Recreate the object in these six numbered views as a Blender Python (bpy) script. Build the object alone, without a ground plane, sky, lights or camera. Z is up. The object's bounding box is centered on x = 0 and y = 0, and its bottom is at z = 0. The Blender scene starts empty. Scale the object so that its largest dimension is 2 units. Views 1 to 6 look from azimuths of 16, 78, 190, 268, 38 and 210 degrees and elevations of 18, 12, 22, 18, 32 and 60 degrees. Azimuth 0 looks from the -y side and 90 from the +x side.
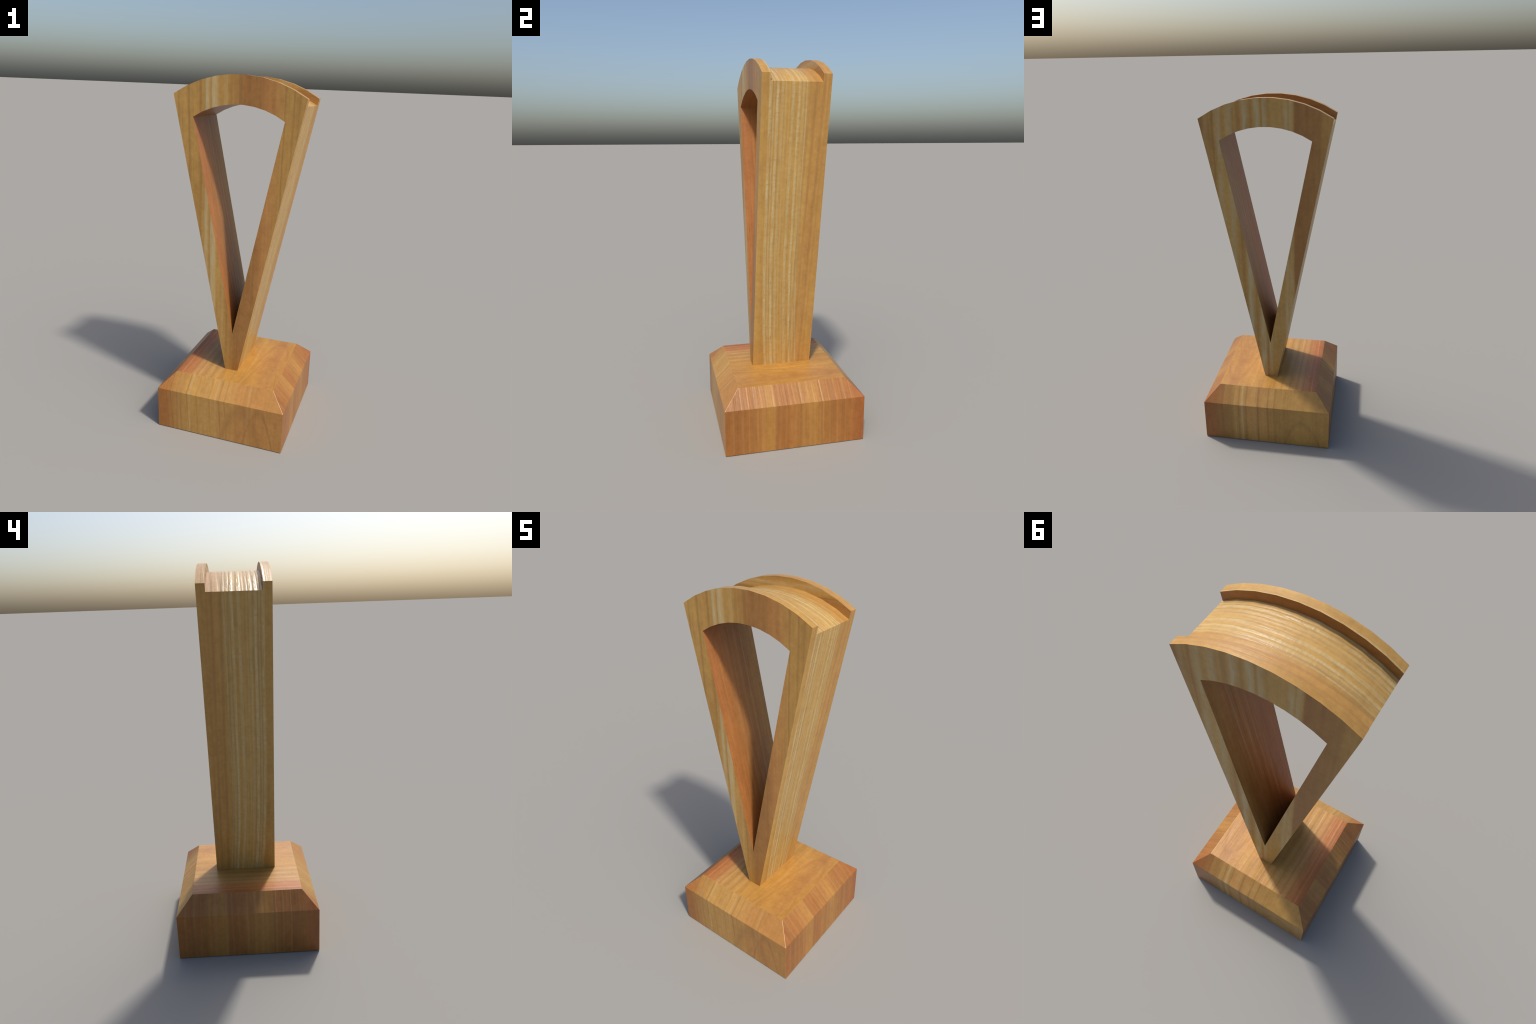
"""Wooden stand: chamfered square base, V-shaped frame of two tapering legs,
and an arched cradle on top whose floor is sunk between two thin lips."""
import bpy, bmesh, math
from mathutils import Vector

# ------------------------------------------------------------------ sizes (m)
BASE_HALF, BASE_SHOULDER, BASE_TOP, BASE_TOP_HALF = 0.3778, 0.2525, 0.336, 0.2945
FRAME_HALF = 0.1682          # half depth of the frame along y
LIP_IN = 0.1262              # inner wall of the lips
SINK = 0.0402                # how far the cradle floor lies below the lips
SLOPE = 0.2036               # lean of the legs, dx/dz
FOOT_X = 0.0387              # half width of the foot where it meets the base
RIM_R, RIM_C = 0.659, 1.342  # arc of the lips: radius, centre height
HOLE_R, HOLE_C = 0.460, 1.396
HOLE_APEX = 0.5735
SEGMENTS = 9
RIM_ANGLE = math.asin(0.3562 / RIM_R)
HOLE_ANGLE = math.asin(0.2476 / HOLE_R)


def outer_x(z):
    return FOOT_X + (z - BASE_TOP) * SLOPE


# ------------------------------------------------------------------ materials
class Wood:
    """Wood whose grain runs across one object axis `c`; masks are functions of c."""

    def __init__(self, name):
        self.mat = bpy.data.materials.new(name)
        self.mat.use_nodes = True
        self.nt = self.mat.node_tree
        self.nt.nodes.clear()
        self.out = self.node('ShaderNodeOutputMaterial')
        self.bsdf = self.node('ShaderNodeBsdfPrincipled')
        self.link(self.bsdf.outputs[0], self.out.inputs[0])
        co = self.node('ShaderNodeTexCoord')
        self.pos = co.outputs['Object']
        sep = self.node('ShaderNodeSeparateXYZ')
        self.link(self.pos, sep.inputs[0])
        self.xyz = sep.outputs

    def node(self, kind, **kw):
        n = self.nt.nodes.new(kind)
        for k, v in kw.items():
            setattr(n, k, v)
        return n

    def link(self, a, b):
        self.nt.links.new(a, b)

    def math(self, op, a, b=None, c=None, clamp=False):
        n = self.node('ShaderNodeMath', operation=op, use_clamp=clamp)
        for i, v in enumerate((a, b, c)):
            if v is None:
                continue
            if isinstance(v, (int, float)):
                n.inputs[i].default_value = v
            else:
                self.link(v, n.inputs[i])
        return n.outputs[0]

    def noise(self, scale3, detail=2.0, rough=0.5, offset=(0, 0, 0)):
        m = self.node('ShaderNodeMapping')
        m.inputs['Scale'].default_value = scale3
        m.inputs['Location'].default_value = offset
        self.link(self.pos, m.inputs['Vector'])
        n = self.node('ShaderNodeTexNoise')
        n.inputs['Scale'].default_value = 1.0
        n.inputs['Detail'].default_value = detail
        n.inputs['Roughness'].default_value = rough
        self.link(m.outputs[0], n.inputs['Vector'])
        return n.outputs['Fac']

    def ramp(self, fac, stops, interp='LINEAR'):
        n = self.node('ShaderNodeValToRGB')
        cr = n.color_ramp
        cr.interpolation = interp
        stops = sorted(stops, key=lambda s: s[0])
        cr.elements[0].position = stops[0][0]
        cr.elements[1].position = stops[-1][0]
        for p, _ in stops[1:-1]:
            cr.elements.new(min(max(p, 0.0), 1.0))
        for e, (p, v) in zip(cr.elements, stops):
            if isinstance(v, (int, float)):
                v = (v, v, v)
            e.position = min(max(p, 0.0), 1.0)
            e.color = (*v, 1.0)
        self.link(fac, n.inputs[0])
        return n.outputs[0]

    def bands(self, t, lines):
        """Sum of soft stripes (position, half width, strength) along t in 0..1."""
        total = None
        lines = sorted(lines)
        for k in range(0, len(lines), 7):
            stops, last = [(0.0, 0.0)], 0.0
            for p, w, s in lines[k:k + 7]:
                a = max(p - w, last + 1e-4)
                stops += [(a, 0.0), (p - 0.35 * w, s), (p + 0.35 * w, s), (p + w, 0.0)]
                last = p + w
            stops.append((1.0, 0.0) if last < 1.0 else (1.0, 0.0))
            stops = [(min(max(p, 0), 1), v) for p, v in stops]
            part = self.ramp(t, stops)
            total = part if total is None else self.math('ADD', total, part, clamp=True)
        return total

    def mix(self, fac, a, b, blend='MIX'):
        n = self.node('ShaderNodeMix', data_type='RGBA', blend_type=blend)
        if isinstance(fac, (int, float)):
            n.inputs[0].default_value = fac
        else:
            self.link(fac, n.inputs[0])
        for i, v in ((6, a), (7, b)):
            if isinstance(v, tuple):
                n.inputs[i].default_value = (*v, 1.0)
            else:
                self.link(v, n.inputs[i])
        return n.outputs[2]


PALE = (0.51, 0.390, 0.185)
DARK = (0.25, 0.120, 0.034)


def wood(name, cross, span, tones, pale=(), dark=(), arches=(), pale_color=PALE, fibre=None,
         dark_color=DARK, pale_shift=None, dark_shift=None, wander=0.006, streak=0.30,
         seed=0.0, ripple=0.0, relief=1.0, rough=0.42, gain=1.0):
    """tones: ground colours along the cross-grain axis; pale/dark: stripes
    (position, half width, strength), all positions in metres along that axis.
    arches: cathedral figure lines (c0, axis, tip, spread, width, strength)."""
    w = Wood(name)
    ax = 'xyz'.index(cross)
    lo, hi = span

    def scale(c, l):
        v = [l, l, l]
        v[ax] = c
        return tuple(v)

    off = (seed, seed * 1.7, seed * 0.6)
    warp = w.noise(scale(5.0, 2.2), 2.0, 0.5, off)
    warp = w.math('MULTIPLY', w.math('SUBTRACT', warp, 0.5), 2.0 * wander)
    fine = w.noise(scale(22.0, 6.0), 1.0, 0.5, off)
    fine = w.math('MULTIPLY', w.math('SUBTRACT', fine, 0.5), 0.5 * wander)
    c = w.math('ADD', w.math('ADD', w.xyz[ax], warp), fine)

    def unit(shift):
        v = c
        if shift is not None:
            v = w.math('ADD', c, shift(w))
        return w.math('DIVIDE', w.math('SUBTRACT', v, lo), hi - lo, clamp=True)

    def to_unit(lines):
        return [((p - lo) / (hi - lo), hw / (hi - lo), s) for p, hw, s in lines]

    t0 = unit(None)
    col = w.ramp(t0, [((p - lo) / (hi - lo), tuple(k * gain for k in v)) for p, v in tones])

    # soft broad streaks and fine fibres along the grain
    s1 = w.noise(scale(38, 1.5), 3.0, 0.55, off)
    s2 = w.noise(scale(150, 4.0), 3.0, 0.6, off)
    mott = w.noise((52, 52, 52), 3.0, 0.6, off)
    cloud = w.noise(scale(26, 16), 2.0, 0.5, (seed + 2, 5, seed))
    blotch = w.noise(scale(7, 3), 2.0, 0.5, (seed + 4, seed, 2))
    lum = w.math('MULTIPLY', w.math('SUBTRACT', s1, 0.5), 1.1 * streak)
    lum = w.math('ADD', lum, w.math('MULTIPLY', w.math('SUBTRACT', s2, 0.5), fibre or 0.75 * streak))
    lum = w.math('ADD', lum, w.math('MULTIPLY', w.math('SUBTRACT', mott, 0.5), 0.34))
    lum = w.math('ADD', lum, w.math('MULTIPLY', w.math('SUBTRACT', cloud, 0.5), 0.26))
    lum = w.math('ADD', lum, w.math('MULTIPLY', w.math('SUBTRACT', blotch, 0.5), 0.25))
    lum = w.math('ADD', lum, 1.0)
    comb = w.node('ShaderNodeCombineColor')
    # darker streaks are also a little redder: green and blue swing more
    w.link(lum, comb.inputs[0])
    w.link(w.math('POWER', lum, 1.25), comb.inputs[1])
    w.link(w.math('POWER', lum, 1.45), comb.inputs[2])
    col = w.mix(1.0, col, comb.outputs[0], 'MULTIPLY')

    height = w.math('MULTIPLY', s2, 0.22)
    height = w.math('ADD', height, w.math('MULTIPLY', s1, 0.75))
    height = w.math('ADD', height, w.math('MULTIPLY', mott, 0.25))
    if pale:
        pm = w.bands(unit(pale_shift), to_unit(pale))
        brk = w.noise(scale(60, 9), 3.0, 0.6, (seed + 9, 1, seed))
        pm = w.math('MULTIPLY', pm, w.math('MULTIPLY_ADD', brk, 2.4, -0.45), clamp=True)
        col = w.mix(pm, col, tuple(k * gain for k in pale_color))
        height = w.math('ADD', height, w.math('MULTIPLY', pm, 0.75))
        if ripple:
            rip = w.noise(scale(28, 75), 2.0, 0.5, off)
            zone = w.math('MULTIPLY_ADD', pm, 0.85, 0.15)
            height = w.math('ADD', height, w.math('MULTIPLY', w.math('MULTIPLY', rip, zone), ripple))
            notch = w.math('MULTIPLY', w.math('SUBTRACT', rip, 0.50, clamp=True), 1.4)
            col = w.mix(w.math('MULTIPLY', notch, zone), col, DARK)
    dm = None
    if dark:
        dm = w.bands(unit(dark_shift), to_unit(dark))
    for c0, lax, tip, spread, hw, s in arches:
        along = w.xyz['xyz'.index(lax)]
        dx = w.math('SUBTRACT', c, c0)
        dist = w.math('ADD', w.math('SUBTRACT', along, tip),
                      w.math('MULTIPLY', w.math('MULTIPLY', dx, dx), spread))
        line = w.math('SUBTRACT', 1.0, w.math('DIVIDE', w.math('ABSOLUTE', dist), hw), clamp=True)
        line = w.math('MULTIPLY', line, s)
        dm = line if dm is None else w.math('MAXIMUM', dm, line)
    if dm is not None:
        brk = w.noise(scale(30, 5), 2.0, 0.5, (seed, 7, seed + 3))
        dm = w.math('MULTIPLY', dm, w.math('MULTIPLY_ADD', brk, 1.2, 0.35), clamp=True)
        col = w.mix(dm, col, tuple(k * gain for k in dark_color))
        height = w.math('SUBTRACT', height, w.math('MULTIPLY', dm, 0.5))

    w.link(col, w.bsdf.inputs['Base Color'])
    w.bsdf.inputs['Roughness'].default_value = rough
    w.bsdf.inputs['IOR'].default_value = 1.45
    bump = w.node('ShaderNodeBump')
    bump.inputs['Strength'].default_value = 0.35 * relief
    bump.inputs['Distance'].default_value = 0.004
    w.link(height, bump.inputs['Height'])
    w.link(bump.outputs[0], w.bsdf.inputs['Normal'])
    return w.mat


# ground tones of the timber (linear)
GOLD = (0.440, 0.252, 0.066)
OCHRE = (0.400, 0.216, 0.053)
TAN = (0.45, 0.225, 0.068)
HONEY = (0.415, 0.207, 0.043)
RUST = (0.305, 0.117, 0.025)
RED = (0.310, 0.100, 0.024)
BROWN = (0.308, 0.141, 0.036)


def foot_bend(w):
    """pale lines drift towards +y near the foot"""
    d = w.math('SUBTRACT', 1.1, w.xyz[2], clamp=True)
    return w.math('MULTIPLY', w.math('MULTIPLY', d, d), -0.05)


def slant_right(w):
    return w.math('MULTIPLY', w.math('SUBTRACT', 1.86, w.xyz[2]), 0.024)


def slant_left(w):
    return w.math('MULTIPLY', w.math('SUBTRACT', w.xyz[2], 0.4), 0.024)


def slant_top(w):
    return w.math('MULTIPLY', w.math('SUBTRACT', 0.356, w.xyz[0]), 0.049)


def front_slant(w):
    """grain of the base's front leans a little towards +x lower down"""
    return w.math('MULTIPLY', w.math('SUBTRACT', 0.25, w.xyz[2], clamp=True), -0.06)


def leg_wood(name, shift, seed):
    return wood(
        name, 'y', (-0.1675, 0.1675),
        tones=[(-0.1675, GOLD), (-0.125, OCHRE), (-0.05, GOLD), (0.04, GOLD),
               (0.10, (0.425, 0.222, 0.058)), (0.1675, (0.42, 0.225, 0.056))],
        pale=[(-0.124, 0.011, .8), (-0.107, 0.007, .5), (-0.090, 0.011, .95), (-0.066, 0.010, .55),
              (-0.050, 0.007, .3), (-0.032, 0.006, .2), (-0.015, 0.012, .65),
              (0.016, 0.009, .9), (0.036, 0.010, .45), (0.050, 0.008, .5)],
        dark=[(0.068, 0.008, .3), (0.098, 0.009, .42), (0.137, 0.009, .42), (0.158, 0.006, .25)],
        pale_shift=foot_bend, dark_shift=shift, wander=0.004, streak=0.22, fibre=0.20,
        seed=seed, ripple=1.2, relief=1.35, dark_color=(0.30, 0.150, 0.048))


def side_profile(flip):
    """stripes of the base's end-grain sides, listed from one corner to the other"""
    f = -1.0 if flip else 1.0
    amber, straw, sienna = (0.330, 0.140, 0.030), (0.352, 0.166, 0.034), (0.305, 0.122, 0.027)
    tones = [(-0.3765, RUST), (-0.33, (0.28, 0.110, 0.025)), (-0.24, sienna), (-0.18, amber), (-0.15, straw),
             (-0.125, straw), (-0.10, RUST), (-0.05, sienna), (0.0, amber), (0.10, straw),
             (0.15, amber), (0.21, sienna), (0.29, RUST), (0.3765, RED)]
    pale = [(-0.333, 0.007, .2), (-0.25, 0.006, .2), (-0.205, 0.006, .2), (-0.085, 0.007, .2), (-0.055, 0.005, .15),
            (0.10, 0.006, .2), (0.185, 0.006, .2), (0.27, 0.006, .15), (0.31, 0.005, .15), (-0.285, 0.009, .25), (-0.175, 0.014, .3), (-0.117, 0.009, .35), (-0.005, 0.010, .25),
            (0.04, 0.009, .25), (0.075, 0.012, .3), (0.15, 0.006, .3), (0.225, 0.006, .3)]
    dark = [(-0.29, 0.012, .3), (-0.225, 0.010, .4), (-0.10, 0.010, .3), (0.025, 0.007, .4),
            (0.14, 0.007, .5), (0.195, 0.007, .45), (0.262, 0.010, .35)]
    return ([(f * p, v) for p, v in tones], [(f * p, w, s) for p, w, s in pale],
            [(f * p, w, s) for p, w, s in dark])


def build_materials():
    M = {}
    M['leg_right'] = leg_wood('striped_wood_right', slant_right, 1.0)
    M['leg_left'] = leg_wood('striped_wood_left', slant_left, 1.0)
    M['cradle'] = leg_wood('striped_wood_cradle', slant_top, 1.0)
    M['front'] = wood(
        'frame_front_wood', 'x', (-0.36, 0.36),
        tones=[(-0.36, GOLD), (-0.22, OCHRE), (-0.12, GOLD), (-0.05, OCHRE), (0.03, BROWN),
               (0.10, BROWN), (0.16, (0.40, 0.18, 0.05)), (0.26, OCHRE), (0.36, OCHRE)],
        pale=[(-0.170, 0.014, .75), (-0.130, 0.024, .7), (-0.068, 0.012, .2)],
        dark=[(-0.325, 0.007, .35), (-0.270, 0.009, .4), (-0.205, 0.010, .4), (-0.149, 0.004, .35),
              (-0.04, 0.010, .25), (0.009, 0.012, .45), (0.108, 0.006, .35),
              (0.244, 0.006, .5), (0.289, 0.007, .4), (0.3175, 0.007, .35)],
        pale_color=(0.48, 0.390, 0.210), wander=0.010, streak=0.30, seed=3.0)
    M['back'] = wood(
        'frame_back_wood', 'x', (-0.36, 0.36),
        tones=[(-0.36, OCHRE), (-0.22, BROWN), (-0.158, BROWN), (-0.150, GOLD), (0.02, GOLD),
               (0.13, OCHRE), (0.20, GOLD), (0.30, OCHRE), (0.36, BROWN)],
        pale=[(-0.110, 0.014, .55), (-0.138, 0.012, .5), (-0.003, 0.016, .45), (0.038, 0.020, .75), (0.106, 0.022, .75),
              (0.192, 0.022, .5), (0.250, 0.022, .5), (0.32, 0.016, .25)],
        dark=[(-0.285, 0.012, .38), (-0.226, 0.012, .32), (-0.175, 0.010, .25), (0.013, 0.008, .3),
              (0.072, 0.010, .32), (0.145, 0.014, .35), (0.280, 0.008, .4)],
        pale_color=(0.47, 0.390, 0.220), wander=0.010, streak=0.30, seed=5.0)
    M['inside'] = wood(
        'frame_inside_wood', 'y', (-0.1675, 0.1675),
        tones=[(-0.1675, (0.310, 0.118, 0.034)), (-0.06, (0.305, 0.122, 0.031)), (0.02, (0.302, 0.131, 0.032)),
               (0.08, (0.30, 0.142, 0.039)), (0.1675, (0.30, 0.158, 0.045))],
        pale=[(-0.045, 0.006, .25), (-0.01, 0.006, .3), (0.03, 0.007, .35), (0.07, 0.007, .4)],
        dark=[(-0.06, 0.006, .4), (-0.025, 0.007, .4), (0.012, 0.007, .45), (0.05, 0.007, .35),
              (0.088, 0.006, .3)],
        pale_color=(0.37, 0.20, 0.10), wander=0.003, streak=0.36, fibre=0.50, seed=8.0, gain=1.08)
    M['lip_wall'] = wood(
        'lip_wall_wood', 'z', (1.85, 2.0),
        tones=[(1.85, HONEY), (1.91, BROWN), (1.95, GOLD), (2.0, OCHRE)],
        pale=[(1.965, 0.012, .5)], dark=[(1.93, 0.006, .4)], wander=0.012, seed=11.0)
    M['lip_wall_plain'] = wood(
        'lip_wall_plain_wood', 'z', (1.85, 2.0),
        tones=[(1.85, BROWN), (1.92, (0.34, 0.14, 0.034)), (2.0, RUST)], wander=0.012, seed=12.0)
    M['base_edge'] = wood('edge_highlight_wood', 'x', (0.29, 0.38),  # highlight along the front-right hip, painted as a paler wood colour
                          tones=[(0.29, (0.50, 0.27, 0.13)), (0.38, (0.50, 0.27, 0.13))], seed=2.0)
    M['base_top'] = wood(
        'base_top_wood', 'x', (-0.295, 0.295),
        tones=[(-0.295, RED), (-0.235, (0.39, 0.140, 0.036)), (-0.19, TAN), (-0.12, OCHRE),
               (-0.02, HONEY), (0.08, HONEY), (0.17, (0.415, 0.203, 0.048)), (0.24, (0.385, 0.182, 0.048)),
               (0.295, HONEY)],
        pale=[(-0.262, 0.006, .35), (-0.236, 0.005, .3), (-0.155, 0.007, .3), (-0.105, 0.009, .4),
              (-0.055, 0.006, .3), (0.018, 0.006, .12), (0.094, 0.008, .15)],
        dark=[(-0.273, 0.008, .3), (-0.210, 0.008, .35), (-0.172, 0.007, .35), (-0.130, 0.008, .4),
              (-0.080, 0.008, .4), (-0.035, 0.007, .35), (0.035, 0.008, .3)],
        arches=[(0.20, 'y', 0.03, 38.0, 0.035, .35), (0.215, 'y', 0.24, 30.0, 0.06, .4),
                (0.19, 'y', -0.12, 45.0, 0.03, .18)],
        pale_color=(0.50, 0.28, 0.12), dark_color=(0.30, 0.125, 0.038), wander=0.009, streak=0.30, seed=13.0)
    M['base_front'] = wood(
        'base_front_wood', 'x', (-0.3765, 0.3765),
        tones=[(-0.3765, RUST), (-0.325, RUST), (-0.27, (0.365, 0.180, 0.044)), (-0.20, OCHRE), (-0.05, (0.42, 0.225, 0.058)),
               (0.05, (0.41, 0.21, 0.055)), (0.15, (0.385, 0.180, 0.046)), (0.25, (0.385, 0.18, 0.046)),
               (0.3765, (0.385, 0.185, 0.048))],
        pale=[(-0.185, 0.013, .28), (-0.245, 0.008, .2), (-0.085, 0.010, .2), (-0.02, 0.010, .2),
              (0.168, 0.010, .15)],
        dark=[(-0.325, 0.006, .35), (-0.298, 0.006, .5), (-0.245, 0.005, .25), (-0.200, 0.006, .4),
              (-0.140, 0.006, .3), (-0.06, 0.007, .3), (0.0, 0.007, .4), (0.035, 0.007, .35),
              (0.182, 0.009, .25)],
        arches=[(0.235, 'z', 0.225, 30.0, 0.034, .5), (0.13, 'z', 0.20, 14.0, 0.08, .4)],
        dark_color=(0.235, 0.115, 0.036), dark_shift=front_slant, wander=0.012, streak=0.26, seed=17.0)
    M['base_back'] = wood(
        'base_back_wood', 'x', (-0.3765, 0.3765),
        tones=[(-0.3765, OCHRE), (-0.1, OCHRE), (0.08, (0.46, 0.235, 0.066)), (0.20, OCHRE),
               (0.26, BROWN), (0.3765, RED)],
        pale=[(0.148, 0.010, .6), (0.19, 0.008, .25), (0.075, 0.010, .15)],
        dark=[(0.05, 0.008, .45), (-0.01, 0.008, .45), (-0.052, 0.007, .4), (0.17, 0.007, .35),
              (0.215, 0.008, .3), (0.265, 0.008, .3), (0.125, 0.006, .35)],
        arches=[(-0.215, 'z', 0.16, 14.0, 0.03, .35)],
        dark_color=(0.225, 0.115, 0.036), wander=0.012, streak=0.26, seed=19.0)
    for key, flip in (('base_right', False), ('base_left', True)):
        tones, pale, dark = side_profile(flip)
        M[key] = wood(key + '_wood', 'y', (-0.3765, 0.3765), tones, pale, dark,
                      pale_color=(0.43, 0.225, 0.085), wander=0.010, streak=0.34, fibre=0.16,
                      seed=23.0 if flip else 21.0, relief=1.7, gain=0.93)
    return M


# ------------------------------------------------------------------ geometry
def arc(radius, centre, angle, drop=0.0):
    """points of a 9-segment arch from +x to -x"""
    pts = []
    for i in range(SEGMENTS + 1):
        a = angle - 2 * angle * i / SEGMENTS
        pts.append((radius * math.sin(a), centre + radius * math.cos(a) - drop))
    return pts


def floor_arc():
    """the lip arc lowered by SINK and trimmed at the leaning outer sides"""
    pts = arc(RIM_R, RIM_C, RIM_ANGLE, SINK)
    (x0, z0), (x1, z1) = pts[0], pts[1]
    k = 0.0
    for _ in range(40):                      # slide the end inwards onto the side
        x, z = x0 + (x1 - x0) * k, z0 + (z1 - z0) * k
        k += (x - outer_x(z)) / abs(x1 - x0) * 0.6
    pts[0], pts[-1] = (x, z), (-x, z)
    return pts


def bevel_sharp(bm, width, min_angle):
    edges = [e for e in bm.edges if len(e.link_faces) == 2 and e.calc_face_angle(0) > min_angle]
    bmesh.ops.bevel(bm, geom=edges, offset=width, offset_type='OFFSET', segments=2,
                    profile=0.5, affect='EDGES', clamp_overlap=True)


def build_base(mats):
    bm = bmesh.new()
    rings = []
    for half, z in ((BASE_HALF, 0.0), (BASE_HALF, BASE_SHOULDER), (BASE_TOP_HALF, BASE_TOP)):
        rings.append([bm.verts.new((sx * half, sy * half, z))
                      for sx, sy in ((-1, -1), (1, -1), (1, 1), (-1, 1))])
    bm.faces.new(list(reversed(rings[0])))
    bm.faces.new(rings[2])
    for a, b in zip(rings, rings[1:]):
        for i in range(4):
            j = (i + 1) % 4
            bm.faces.new((a[i], a[j], b[j], b[i]))
    bm.normal_update()
    bevel_sharp(bm, 0.0016, 0.2)
    bm.normal_update()
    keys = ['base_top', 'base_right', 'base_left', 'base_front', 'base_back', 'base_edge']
    for f in bm.faces:
        n = f.normal
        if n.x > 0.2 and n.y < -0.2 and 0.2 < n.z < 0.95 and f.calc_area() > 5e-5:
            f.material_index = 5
        elif n.z > 0.9 or n.z < -0.9:
            f.material_index = 0
        elif abs(n.x) > abs(n.y):
            f.material_index = 1 if n.x > 0 else 2
        else:
            f.material_index = 3 if n.y < 0 else 4
    me = bpy.data.meshes.new('base')
    bm.to_mesh(me)
    bm.free()
    for k in keys:
        me.materials.append(mats[k])
    return me


def build_frame():
    """whole frame as one closed surface (lips, sunken floor, hole, legs)"""
    bm = bmesh.new()
    levels = [-FRAME_HALF, -LIP_IN, LIP_IN, FRAME_HALF]
    rim = arc(RIM_R, RIM_C, RIM_ANGLE)
    floor = floor_arc()
    hole = arc(HOLE_R, HOLE_C, HOLE_ANGLE)
    foot_z = BASE_TOP - 0.004
    fx = outer_x(foot_z)
    cache = {}

    def v(x, y, z):
        key = (round(x, 6), round(y, 6), round(z, 6))
        if key not in cache:
            cache[key] = bm.verts.new((x, y, z))
        return cache[key]

    def at(p, y):
        return v(p[0], y, p[1])

    n = SEGMENTS
    knee = [(outer_x(1.800), 1.800), (-outer_x(1.800), 1.800)]     # outer end of the leg/arch joint
    apex, foot_mid = (0.0, HOLE_APEX), (0.0, foot_z)
    feet = [(fx, foot_z), (-fx, foot_z)]
    tops = [rim[0], rim[-1]]
    dips = [floor[0], floor[-1]]
    ends = [hole[0], hole[-1]]
    for y in (levels[0], levels[3]):
        for i in range(n):
            bm.faces.new([at(p, y) for p in (hole[i], hole[i + 1], rim[i + 1], rim[i])])
        for s in (0, 1):
            bm.faces.new([at(p, y) for p in (ends[s], tops[s], dips[s], knee[s])])
            bm.faces.new([at(p, y) for p in (apex, ends[s], knee[s], feet[s], foot_mid)])
    for y in (levels[1], levels[2]):            # walls of the lips
        for i in range(n):
            bm.faces.new([at(p, y) for p in (floor[i], floor[i + 1], rim[i + 1], rim[i])])
    for ya, yb in zip(levels, levels[1:]):
        mid = ya == levels[1]
        top = floor if mid else rim

        def strip(p, q):
            bm.faces.new([at(p, ya), at(q, ya), at(q, yb), at(p, yb)])
        for i in range(n):
            strip(top[i], top[i + 1])
            strip(hole[i], hole[i + 1])
        for s in (0, 1):
            if not mid:
                strip(tops[s], dips[s])
            strip(dips[s], knee[s])
            strip(knee[s], feet[s])
            strip(feet[s], foot_mid)
            strip(ends[s], apex)
    bmesh.ops.recalc_face_normals(bm, faces=bm.faces[:])
    return bm


KNEE_DIR = Vector((outer_x(1.8) - 0.2476, 0, 1.8 - (HOLE_C + HOLE_R * math.cos(HOLE_ANGLE))))


def frame_region(c):
    """which part a face centre belongs to"""
    hx, hz = 0.2476, HOLE_C + HOLE_R * math.cos(HOLE_ANGLE)
    above = (c.z - hz) * KNEE_DIR.x - (abs(c.x) - hx) * KNEE_DIR.z > -1e-5
    if above:
        if abs(c.y) > LIP_IN - 1e-4:
            return 'front_lip' if c.y < 0 else 'back_lip'
        return 'cradle'
    return 'right_leg' if c.x > 0 else 'left_leg'


def frame_material(f):
    n, c = f.normal, f.calc_center_median()
    hx, hz = 0.2476, HOLE_C + HOLE_R * math.cos(HOLE_ANGLE)
    if abs(n.y) > 0.8:
        if abs(c.y) > 0.16:
            return 'front' if c.y < 0 else 'back'
        return 'lip_wall_plain' if c.y < 0 else 'lip_wall'
    if math.hypot(c.x, c.z - HOLE_C) < HOLE_R + 0.004 and c.z > hz - 0.003 and n.z < 0.1:
        return 'inside'
    if c.z < hz and abs(c.x) < (c.z - HOLE_APEX) * hx / (hz - HOLE_APEX) + 0.004 and n.z > 0:
        return 'inside'
    if c.z > 1.85 and n.z > 0.2:
        return 'cradle'
    return 'leg_right' if c.x > 0 else 'leg_left'


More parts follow.
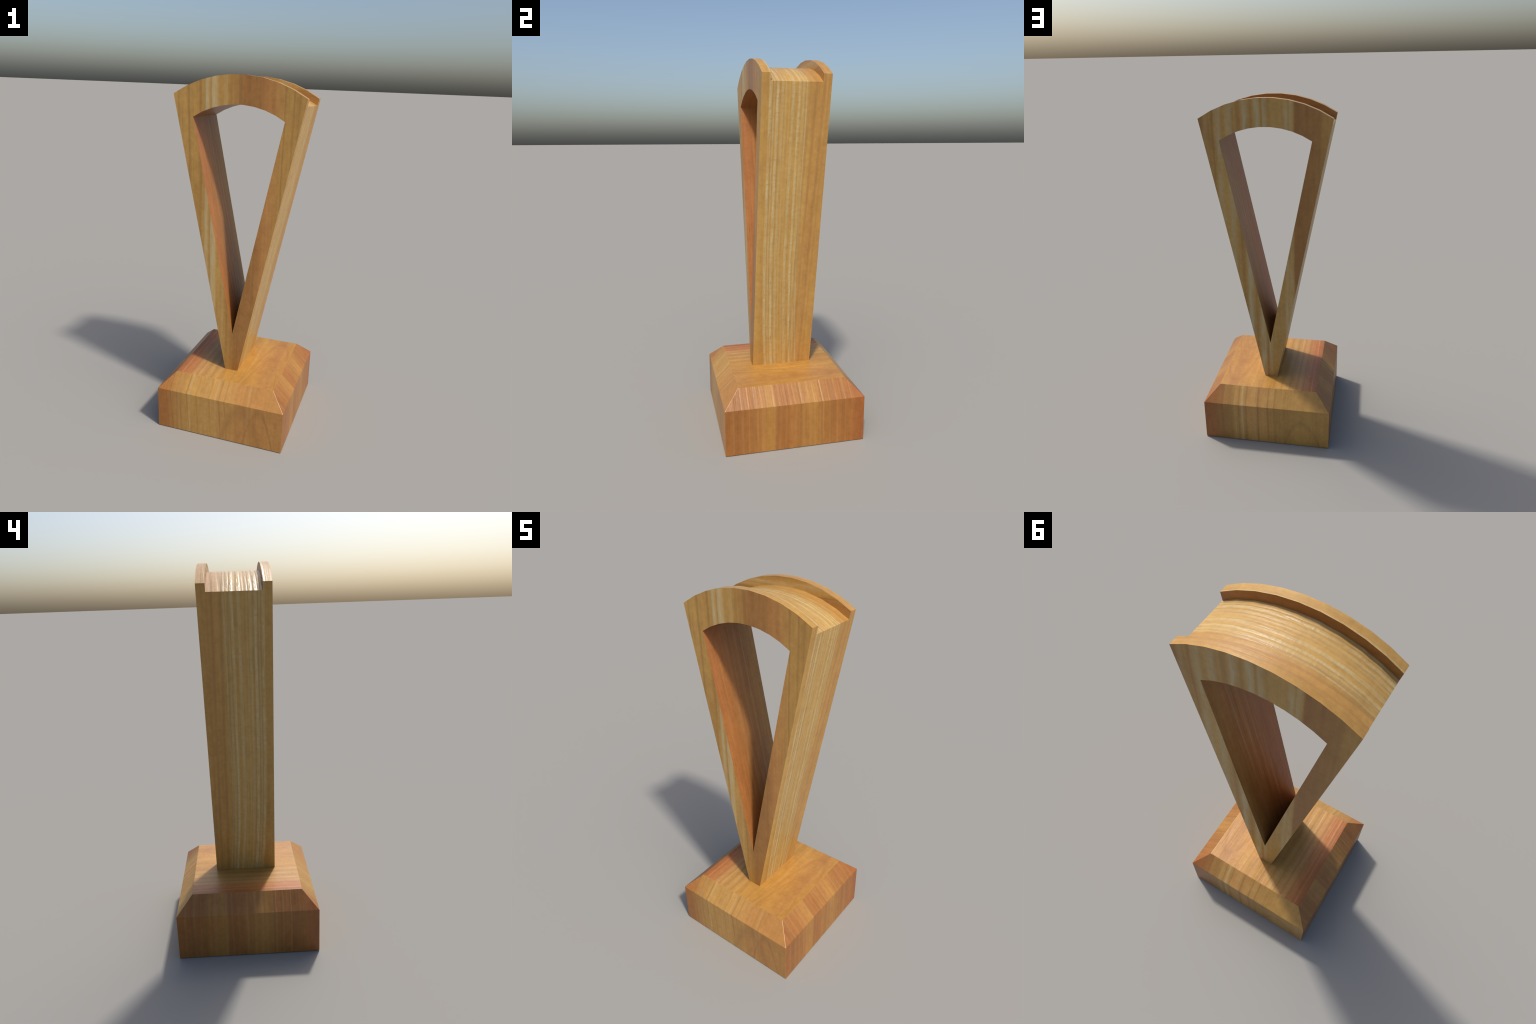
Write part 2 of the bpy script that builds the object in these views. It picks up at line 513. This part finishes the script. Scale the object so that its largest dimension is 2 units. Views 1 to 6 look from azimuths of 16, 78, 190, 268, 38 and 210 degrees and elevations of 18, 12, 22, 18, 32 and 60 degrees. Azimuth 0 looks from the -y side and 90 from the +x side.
def mesh_with_normals(name, bm, mats):
    """separate the frame's faces by part, keeping the whole surface's normals"""
    whole = bpy.data.meshes.new('whole')
    for f in bm.faces:
        f.smooth = True
    for e in bm.edges:
        e.smooth = e.calc_face_angle(0) < math.radians(24) if len(e.link_faces) == 2 else True
    bm.to_mesh(whole)
    whole.update()
    corner = [Vector(nrm.vector) for nrm in whole.corner_normals]
    out = {}
    regions = {}
    for p in whole.polygons:
        regions.setdefault(frame_region(p.center), []).append(p.index)
    bm.faces.ensure_lookup_table()
    keys = ['leg_right', 'leg_left', 'cradle', 'front', 'back', 'inside', 'lip_wall', 'lip_wall_plain']
    for region, polys in regions.items():
        remap, verts, faces, normals, mat_idx = {}, [], [], [], []
        for pi in polys:
            p = whole.polygons[pi]
            face = []
            for li in p.loop_indices:
                vi = whole.loops[li].vertex_index
                if vi not in remap:
                    remap[vi] = len(verts)
                    verts.append(whole.vertices[vi].co.copy())
                face.append(remap[vi])
                normals.append(corner[li])
            faces.append(face)
            mat_idx.append(keys.index(frame_material(bm.faces[pi])))
        me = bpy.data.meshes.new(region)
        me.from_pydata(verts, [], faces)
        for k in keys:
            me.materials.append(mats[k])
        me.polygons.foreach_set('material_index', mat_idx)
        me.polygons.foreach_set('use_smooth', [True] * len(faces))
        me.normals_split_custom_set([tuple(nv) for nv in normals])
        me.update()
        out[region] = me
    bpy.data.meshes.remove(whole)
    return out


def main():
    mats = build_materials()
    scene = bpy.context.scene.collection

    stand = bpy.data.objects.new('wooden_stand', None)
    stand['label'] = 'wooden headphone stand with V-shaped frame on square chamfered base'
    stand['category'] = 'headphone stand'
    scene.objects.link(stand)

    def part(name, mesh, parent):
        ob = bpy.data.objects.new(name, mesh)
        scene.objects.link(ob)
        ob.parent = parent
        return ob

    part('base', build_base(mats), stand)
    bm = build_frame()
    pieces = mesh_with_normals('frame', bm, mats)
    bm.free()
    part('leg', pieces['right_leg'], stand)
    part('leg', pieces['left_leg'], stand)
    cradle = part('cradle', pieces['cradle'], stand)
    part('lip', pieces['front_lip'], cradle)
    part('lip', pieces['back_lip'], cradle)


main()
